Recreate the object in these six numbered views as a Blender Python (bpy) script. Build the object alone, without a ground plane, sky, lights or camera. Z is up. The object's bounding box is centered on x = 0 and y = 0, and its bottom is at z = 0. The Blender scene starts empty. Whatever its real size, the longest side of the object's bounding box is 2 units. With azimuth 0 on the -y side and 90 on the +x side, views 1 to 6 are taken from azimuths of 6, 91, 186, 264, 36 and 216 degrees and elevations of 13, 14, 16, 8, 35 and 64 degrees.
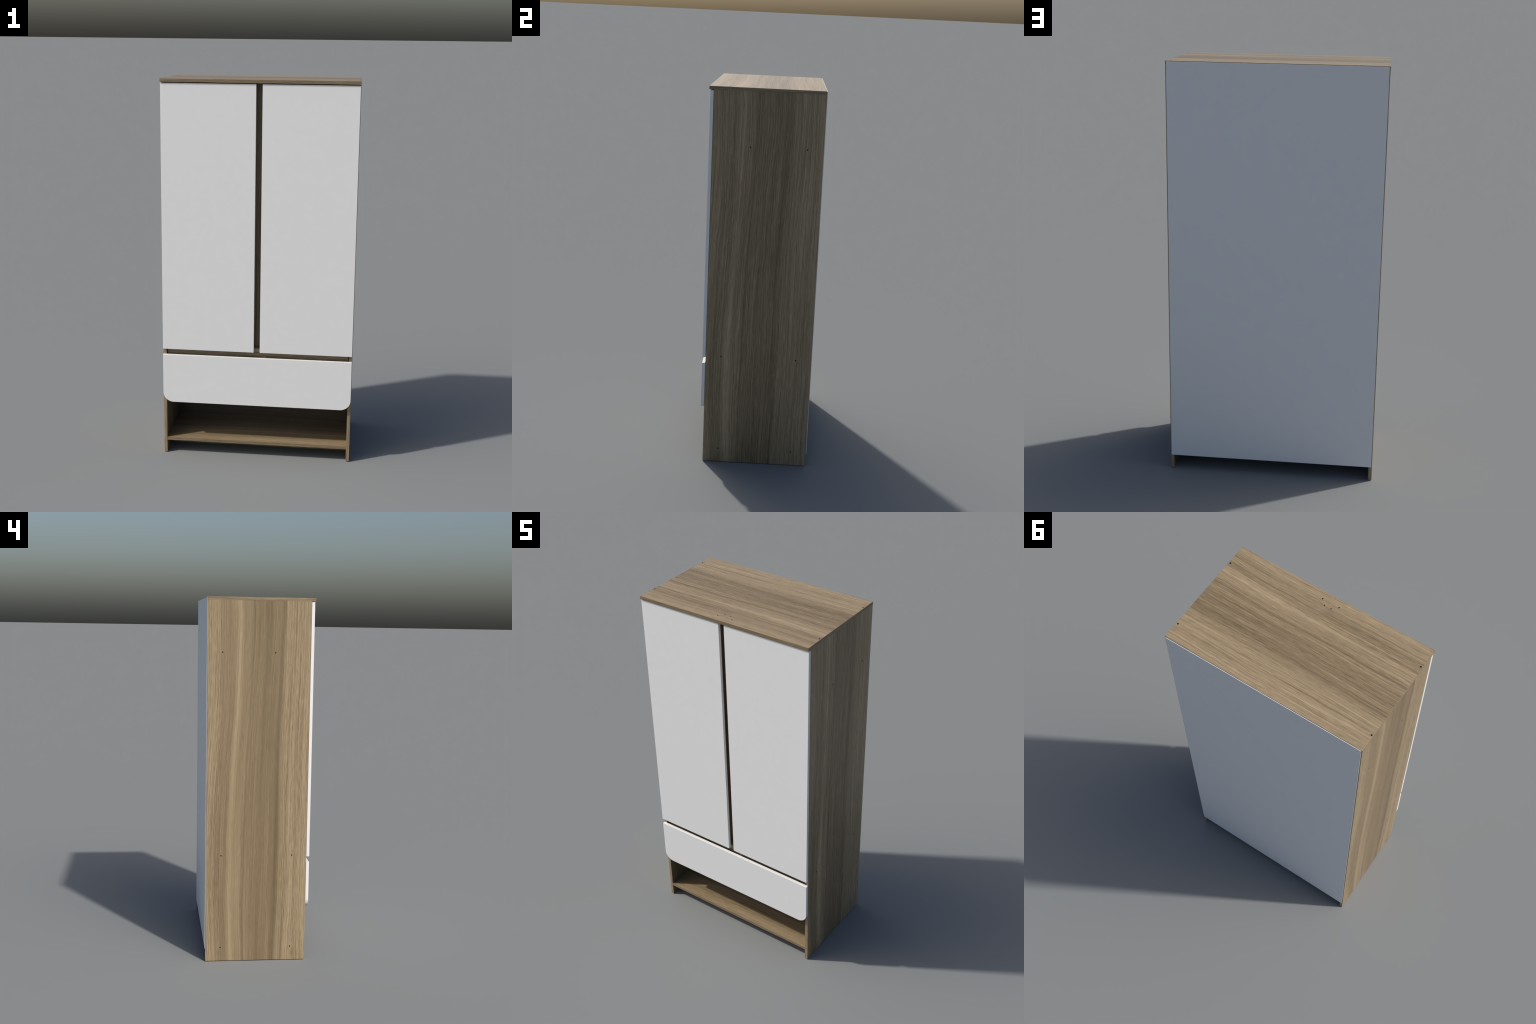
"""Two-door wardrobe with one drawer and an open shoe niche.
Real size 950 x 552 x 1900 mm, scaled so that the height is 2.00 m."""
import bpy, bmesh, math
from mathutils import Vector

S = 2.0 / 1900.0              # metres per real millimetre
T = 16 * S                    # chipboard thickness
HALF_W = 475 * S              # 0.500
Y_FRONT = -276 * S            # front edge of the top
Y_BACK = 276 * S              # rear face of the back panel
HDF = 3 * S                   # back panel thickness
Y_CARCASS = Y_BACK - HDF      # rear edge of the boards
Y_SIDE = -254 * S             # front edge of the side panels and shelves
DOOR_BACK = -255.2 * S
DOOR_FRONT = DOOR_BACK - 0.0164
HEIGHT = 2.0

# ------------------------------------------------------------------ materials


def nodes_of(mat):
    mat.use_nodes = True
    nt = mat.node_tree
    nt.nodes.clear()
    out = nt.nodes.new("ShaderNodeOutputMaterial")
    bsdf = nt.nodes.new("ShaderNodeBsdfPrincipled")
    nt.links.new(bsdf.outputs[0], out.inputs[0])
    return nt, bsdf


class G:
    """small helper to write node graphs as expressions"""

    def __init__(self, nt):
        self.nt = nt

    def put(self, sock, v):
        if isinstance(v, bpy.types.NodeSocket):
            self.nt.links.new(v, sock)
        else:
            sock.default_value = v

    def math(self, op, a, b=0.0, c=None):
        n = self.nt.nodes.new("ShaderNodeMath")
        n.operation = op
        self.put(n.inputs[0], a)
        self.put(n.inputs[1], b)
        if c is not None:
            self.put(n.inputs[2], c)
        return n.outputs[0]

    def combine(self, x, y, z):
        n = self.nt.nodes.new("ShaderNodeCombineXYZ")
        for s, v in zip(n.inputs, (x, y, z)):
            self.put(s, v)
        return n.outputs[0]

    def noise(self, vec, detail=2.0, rough=0.5, scale=1.0):
        n = self.nt.nodes.new("ShaderNodeTexNoise")
        n.inputs["Scale"].default_value = scale
        n.inputs["Detail"].default_value = detail
        n.inputs["Roughness"].default_value = rough
        self.put(n.inputs["Vector"], vec)
        return n.outputs[0]

    def ramp(self, fac, stops, interp="LINEAR"):
        n = self.nt.nodes.new("ShaderNodeValToRGB")
        cr = n.color_ramp
        cr.interpolation = interp
        while len(cr.elements) < len(stops):
            cr.elements.new(0.5)
        for e, (p, col) in zip(cr.elements, stops):
            e.position = p
            e.color = (col[0], col[1], col[2], 1) if not isinstance(col, float) else (col, col, col, 1)
        self.put(n.inputs[0], fac)
        return n.outputs[0]


# tone of the printed veneer across the board, t = -0.29 .. 0.29 m, tone 0..1
BANDS = [(-0.29, .64), (-0.262, .68), (-0.232, .52), (-0.205, .36), (-0.180, .42),
         (-0.156, .54), (-0.136, .88), (-0.114, .54), (-0.090, .52), (-0.075, .44),
         (-0.066, .12), (-0.056, .44), (-0.030, .38), (0.005, .27), (0.045, .26),
         (0.068, .34), (0.084, .27), (0.096, .08), (0.106, .22), (0.117, .54),
         (0.150, .60), (0.180, .70), (0.215, .62), (0.250, .74), (0.29, .70)]


def wood(name, along, across, flip=1.0, seed=0.0, tint=1.0, bands=1.0, streak=1.0, gloss=0.42, calm=None):
    """Printed oak veneer: broad warped tone bands, medium growth lines, fine fibres.
    along / across: 0, 1 or 2 = object x, y or z."""
    mat = bpy.data.materials.new(name)
    nt, bsdf = nodes_of(mat)
    g = G(nt)
    tc = nt.nodes.new("ShaderNodeTexCoord")
    sep = nt.nodes.new("ShaderNodeSeparateXYZ")
    nt.links.new(tc.outputs["Object"], sep.inputs[0])
    third = 3 - along - across
    a = g.math("ADD", sep.outputs[along], seed)
    c = g.math("MULTIPLY", sep.outputs[across], flip)
    d = g.math("ADD", sep.outputs[third], seed * 0.37)
    # slow wander of the whole figure along the board
    w1 = g.noise(g.combine(g.math("MULTIPLY", c, 2.0), g.math("MULTIPLY", a, 1.1), seed + 3.1), 0.0)
    w2 = g.noise(g.combine(g.math("MULTIPLY", c, 9.0), g.math("MULTIPLY", a, 3.0), seed + 9.7), 1.0)
    w3 = g.noise(g.combine(g.math("MULTIPLY", c, 50.0), g.math("MULTIPLY", a, 22.0), seed + 5.0), 1.0)
    wander = g.math("ADD", g.math("MULTIPLY", g.math("SUBTRACT", w1, 0.5), 0.085),
                    g.math("MULTIPLY", g.math("SUBTRACT", w2, 0.5), 0.014))
    wander = g.math("ADD", wander, g.math("MULTIPLY", g.math("SUBTRACT", w3, 0.5), 0.0026))
    cw = g.math("ADD", c, wander)
    # broad bands
    pos = g.math("DIVIDE", g.math("ADD", cw, 0.29), 0.58)
    tone = g.ramp(pos, [((t + 0.29) / 0.58, float(v)) for t, v in BANDS])
    tone = g.math("MULTIPLY", g.math("SUBTRACT", tone, 0.5), bands)
    # streaks, growth lines, fibres
    s1 = g.noise(g.combine(g.math("MULTIPLY", cw, 34.0), g.math("MULTIPLY", a, 0.6), g.math("MULTIPLY", d, 30.0)), 1.0, 0.5)
    s2 = g.noise(g.combine(g.math("MULTIPLY", cw, 190.0), g.math("MULTIPLY", a, 1.5), g.math("MULTIPLY", d, 90.0)), 2.0, 0.6)
    s3 = g.noise(g.combine(g.math("MULTIPLY", cw, 420.0), g.math("MULTIPLY", a, 17.0), g.math("MULTIPLY", d, 260.0)), 2.0, 0.6)
    v = g.math("ADD", 0.5, g.math("MULTIPLY", tone, 0.66))
    v = g.math("ADD", v, g.math("MULTIPLY", g.math("SUBTRACT", s1, 0.5), 0.34 * streak))
    fine = g.math("ADD", g.math("MULTIPLY", g.math("SUBTRACT", s2, 0.5), 1.10 * streak),
                  g.math("MULTIPLY", g.math("SUBTRACT", s3, 0.5), 1.0 * streak))
    if calm:                      # grain colour contrast muted mid-board to paint its blurred sunlit shading
        mid = nt.nodes.new("ShaderNodeMapRange")
        mid.interpolation_type = "SMOOTHSTEP"
        half = 0.5 * (calm[1] - calm[0])
        g.put(mid.inputs[0], g.math("ABSOLUTE", g.math("SUBTRACT", c, calm[0] + half)))
        for k, val in ((1, half - 0.012), (2, half + 0.004), (3, 0.45), (4, 1.0)):
            mid.inputs[k].default_value = val
        fine = g.math("MULTIPLY", fine, mid.outputs[0])
    v = g.math("ADD", v, fine)
    col = g.ramp(v, [(0.0, tuple(x * tint for x in (0.120, 0.085, 0.044))),
                     (0.35, tuple(x * tint for x in (0.205, 0.151, 0.085))),
                     (0.62, tuple(x * tint for x in (0.296, 0.224, 0.134))),
                     (1.0, tuple(x * tint for x in (0.430, 0.335, 0.212)))])
    nt.links.new(col, bsdf.inputs["Base Color"])
    bsdf.inputs["Roughness"].default_value = gloss
    bump = nt.nodes.new("ShaderNodeBump")
    bump.inputs["Strength"].default_value = 0.25
    bump.inputs["Distance"].default_value = 0.0006
    nt.links.new(g.math("ADD", s2, s3), bump.inputs["Height"])
    nt.links.new(bump.outputs[0], bsdf.inputs["Normal"])
    return mat


def plain(name, col, rough, spec=0.5, mottling=0.0):
    mat = bpy.data.materials.new(name)
    nt, bsdf = nodes_of(mat)
    g = G(nt)
    tc = nt.nodes.new("ShaderNodeTexCoord")
    n = g.noise(tc.outputs["Object"], 2.0, 0.5, 22.0)
    lo = tuple(x * (1 - mottling) for x in col)
    hi = tuple(min(1.0, x * (1 + mottling)) for x in col)
    nt.links.new(g.ramp(n, [(0.3, lo), (0.7, hi)]), bsdf.inputs["Base Color"])
    bsdf.inputs["Roughness"].default_value = rough
    bsdf.inputs["Specular IOR Level"].default_value = spec
    return mat


X, Y, Z = 0, 1, 2
W_TOP = wood("oak_veneer_top", X, Y)
W_TOP_EDGE = wood("oak_edge_band_front", X, Z, seed=1.7, tint=0.80, bands=0.0)
W_TOP_END = wood("oak_edge_band_end", Y, Z, seed=2.9, tint=0.86, bands=0.0)
W_SIDE_R = wood("oak_veneer_side", Z, Y, seed=0.35)
W_SIDE_L = wood("oak_veneer_side_mirrored", Z, Y, flip=-1.0, seed=0.35, calm=(-0.215, 0.128))
W_SIDE_EDGE = wood("oak_edge_band_upright", Z, X, seed=4.1, tint=1.08, bands=0.0)
W_SHELF = wood("oak_veneer_shelf", X, Y, seed=2.2, tint=0.92)
W_POST = wood("oak_veneer_post", Z, X, seed=6.3, tint=0.78, bands=0.0)
W_INNER = wood("oak_veneer_inner_side", Z, Y, seed=7.7, tint=0.62)  # same veneer in a darker tint, for the inner faces of the sides
W_MID_EDGE = wood("oak_edge_band_shelf", X, Z, seed=3.3, tint=0.98, bands=0.0)
WHITE = plain("white_laminate", (0.785, 0.787, 0.785), 0.45, 0.5, 0.004)
WHITE_BACK = plain("white_hardboard", (0.80, 0.80, 0.80), 0.5, 0.5, 0.006)
SCREW = plain("dark_screw_recess", (0.012, 0.011, 0.010), 0.7, 0.2)  # near-black colour paints the hole's shadow, even on sunlit faces
CHIP = plain("raw_chipboard", (0.10, 0.075, 0.05), 0.9, 0.1, 0.3)

# ------------------------------------------------------------------- geometry

root = bpy.data.objects.new("wardrobe", None)
bpy.context.scene.collection.objects.link(root)
root["label"] = "tall oak-veneer wardrobe with white doors and drawer"
root["category"] = "wardrobe"


def add(name, mesh, parent):
    ob = bpy.data.objects.new(name, mesh)
    bpy.context.scene.collection.objects.link(ob)
    ob.parent = parent
    return ob


def group(name, parent):
    ob = bpy.data.objects.new(name, None)
    bpy.context.scene.collection.objects.link(ob)
    ob.parent = parent
    return ob


def finish(bm, name, mats, slot_for, bevel=0.0):
    if bevel:
        bmesh.ops.bevel(bm, geom=[e for e in bm.edges if len(e.link_faces) == 2 and
                                  e.calc_face_angle(0) > 0.6],
                        offset=bevel, segments=2, affect="EDGES", profile=0.6)
    bmesh.ops.recalc_face_normals(bm, faces=bm.faces)
    me = bpy.data.meshes.new(name)
    for m in mats:
        me.materials.append(m)
    for f in bm.faces:
        n = f.normal
        axis = max(range(3), key=lambda i: abs(n[i]))
        f.material_index = slot_for(axis, n[axis]) if slot_for else 0
    bm.to_mesh(me)
    bm.free()
    return me


def board(name, lo, hi, mats, parent, axis_slots=None, bevel=0.0006, holes=()):
    """Rectangular board; axis_slots maps the face's main axis to a material slot.
    holes: (centre on the face, axis, outward sign, radius) drilled screw holes."""
    bm = bmesh.new()
    bmesh.ops.create_cube(bm, size=1.0)
    lo, hi = Vector(lo), Vector(hi)
    for v in bm.verts:
        v.co = Vector([lo[i] + (v.co[i] + 0.5) * (hi[i] - lo[i]) for i in range(3)])
    me = finish(bm, name, list(mats) + ([CHIP] if holes else []),
                (lambda ax, sg: axis_slots.get((ax, sg > 0), axis_slots.get(ax, 0))) if axis_slots else None, bevel)
    ob = add(name, me, parent)
    if holes:
        cut = bmesh.new()
        for centre, axis, sign, r in holes:
            drill(cut, centre, axis, sign, r, -0.004, 0.011)
        cme = bpy.data.meshes.new("drill")
        for m in me.materials:
            cme.materials.append(m)
        for f in cut.faces:
            f.material_index = len(me.materials) - 1
        cut.to_mesh(cme)
        cut.free()
        tool = bpy.data.objects.new("drill", cme)
        bpy.context.scene.collection.objects.link(tool)
        mod = ob.modifiers.new("holes", "BOOLEAN")
        mod.object = tool
        mod.operation = "DIFFERENCE"
        mod.solver = "EXACT"
        mod.material_mode = "INDEX"
        dg = bpy.context.evaluated_depsgraph_get()
        new = bpy.data.meshes.new_from_object(ob.evaluated_get(dg))
        ob.modifiers.clear()
        ob.data = new
        new.name = name
        bpy.data.objects.remove(tool)
        for centre, axis, sign, r in holes:     # recessed screw head in each hole
            sb = bmesh.new()
            drill(sb, centre, axis, sign, r * 0.96, 0.0014, 0.0105)
            smesh = finish(sb, "screw", [SCREW], None)
            add("screw", smesh, ob)
    return ob


def drill(bm, centre, axis, sign, r, start, end):
    """cylinder along an axis from depth `start` to depth `end` below the face"""
    rings = []
    o = [i for i in range(3) if i != axis]
    for depth in (start, end):
        ring = []
        for k in range(20):
            ang = 2 * math.pi * k / 20
            p = list(centre)
            p[axis] = centre[axis] - sign * depth
            p[o[0]] += r * math.cos(ang)
            p[o[1]] += r * math.sin(ang)
            ring.append(bm.verts.new(p))
        rings.append(ring)
    fs = [bm.faces.new(rings[0]), bm.faces.new(rings[1])]
    for k in range(20):
        j = (k + 1) % 20
        fs.append(bm.faces.new((rings[0][k], rings[0][j], rings[1][j], rings[1][k])))
    bmesh.ops.recalc_face_normals(bm, faces=fs)


def extrude_profile(name, pts, y0, y1, mat, parent):
    """Panel with outline pts in xz, front face at y0, rear face at y1."""
    bm = bmesh.new()
    front = [bm.verts.new((x, y0, z)) for x, z in pts]
    rear = [bm.verts.new((x, y1, z)) for x, z in pts]
    caps = [bm.faces.new(front), bm.faces.new(list(reversed(rear)))]
    n = len(pts)
    for i in range(n):
        j = (i + 1) % n
        bm.faces.new((front[i], rear[i], rear[j], front[j]))
    rim = [e for f in caps for e in f.edges]
    bmesh.ops.bevel(bm, geom=rim, offset=0.0008, segments=2, affect="EDGES", profile=0.6)
    me = finish(bm, name, [mat], None)
    return add(name, me, parent)


# ---- carcass ----------------------------------------------------------------
R1, R2, R3 = 0.0044, 0.0035, 0.0030
top_holes = [((sx * (HALF_W - T / 2), y, HEIGHT), Z, 1, R1) for sx in (-1, 1) for y in (-0.1865, 0.2048)]
top_holes += [((sx * 0.0425, -0.2515, HEIGHT), Z, 1, R2) for sx in (-1, 1)]
top_holes += [((sx * 0.0170, -0.2265, HEIGHT), Z, 1, R3) for sx in (-1, 1)]
Z_TOP = HEIGHT - T
board("top_panel", (-HALF_W, Y_FRONT, Z_TOP), (HALF_W, Y_CARCASS, HEIGHT),
      [W_TOP, W_TOP_EDGE, W_TOP_END], root, {Z: 0, Y: 1, X: 2}, holes=top_holes)

SHELF_LOW, SHELF_MID, SHELF_HAT = 0.0761, 0.5990, 1.7083
SIDE_X = HALF_W - 0.0005      # the top overhangs the sides by a hair
XI = SIDE_X - T               # inner face of the sides
for sx, mat in ((-1, W_SIDE_L), (1, W_SIDE_R)):
    holes = []
    for z, ys in ((SHELF_LOW, (-0.186, 0.205)), (SHELF_MID, (-0.186, 0.205)), (SHELF_HAT, (-0.077, 0.207))):
        holes += [((sx * SIDE_X, y, z), X, sx, R1 * 0.85) for y in ys]
    xs = sorted((sx * SIDE_X, sx * XI))
    board("side_panel", (xs[0], Y_SIDE, 0.0), (xs[1], Y_CARCASS, Z_TOP - 0.0002),
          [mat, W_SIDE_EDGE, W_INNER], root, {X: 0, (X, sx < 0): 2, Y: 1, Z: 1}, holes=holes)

GAP = 0.0003
for zc, y0, name in ((SHELF_LOW, Y_SIDE, "bottom_shelf"), (SHELF_MID, Y_SIDE, "middle_shelf"),
                     (SHELF_HAT, -0.158, "hat_shelf")):
    board(name, (-XI + GAP, y0, zc - T / 2), (XI - GAP, Y_CARCASS - 0.0018, zc + T / 2),
          [W_SHELF, W_MID_EDGE if zc == SHELF_MID else W_TOP_EDGE, W_TOP_END], root, {Z: 0, Y: 1, X: 2})

# recessed plinth under the bottom shelf, apron rail under the middle shelf
board("plinth", (-XI + GAP, -0.133, 0.0), (XI - GAP, -0.133 + T, SHELF_LOW - T / 2 - GAP),
      [W_TOP_EDGE], root)
board("apron_rail", (-XI + 0.0035, -0.2555, 0.520), (XI - 0.0035, -0.2555 + T, SHELF_MID - T / 2 - GAP),
      [W_TOP_EDGE], root)
# channel-shaped centre post behind the slot between the doors (finger groove)
P0, P1 = SHELF_MID + T / 2 + GAP, Z_TOP - GAP
Y_GROOVE = -0.2325
post = group("centre_post", root)
board("groove_back", (-0.0425 + T / 2, Y_GROOVE, P0), (0.0425 - T / 2, Y_GROOVE + T, P1), [W_POST], post)
for sx in (-1, 1):
    xs = sorted((sx * (0.0425 - T / 2 + GAP), sx * (0.0425 + T / 2)))
    board("groove_cheek", (xs[0], Y_SIDE, P0), (xs[1], Y_GROOVE + T, P1), [W_POST], post)

board("back_panel", (-0.4953, Y_CARCASS, 0.0695), (0.4953, Y_BACK, 1.9972), [WHITE_BACK], root, bevel=0.0004)

# ---- doors ------------------------------------------------------------------
DOOR_X = 0.4985
for x0, x1 in ((-DOOR_X, -0.0155), (0.0166, DOOR_X)):
    board("door", (x0, DOOR_FRONT, 0.5905), (x1, DOOR_BACK, 1.9788), [WHITE], root, bevel=0.0008)

# ---- drawer -----------------------------------------------------------------
drawer = group("drawer", root)
Z0, Z1, RAD = 0.2950, 0.5588, 0.0545
outline = [(-DOOR_X, Z1), (-DOOR_X, Z0 + RAD)]
SEG = 24
outline += [(-DOOR_X + RAD - RAD * math.cos(t), Z0 + RAD - RAD * math.sin(t))
            for t in [math.pi / 2 * k / SEG for k in range(1, SEG)]]
outline += [(-DOOR_X + RAD, Z0), (DOOR_X - RAD, Z0)]
outline += [(DOOR_X - RAD + RAD * math.sin(t), Z0 + RAD - RAD * math.cos(t))
            for t in [math.pi / 2 * k / SEG for k in range(1, SEG)]]
outline += [(DOOR_X, Z0 + RAD), (DOOR_X, Z1)]
extrude_profile("drawer_front", outline, DOOR_FRONT, DOOR_BACK, WHITE, drawer)
BX = XI - 0.014               # drawer box, runs on slides
for sx in (-1, 1):
    xs = sorted((sx * BX, sx * (BX - T)))
    board("drawer_side", (xs[0], DOOR_BACK + 0.0005, 0.335), (xs[1], 0.22, 0.50), [W_POST], drawer)
board("drawer_back", (-BX + T, 0.22 - T, 0.335), (BX - T, 0.2195, 0.50), [W_POST], drawer)
board("drawer_bottom", (-BX, DOOR_BACK + 0.001, 0.3315), (BX, 0.22, 0.3345), [W_SHELF], drawer, bevel=0)
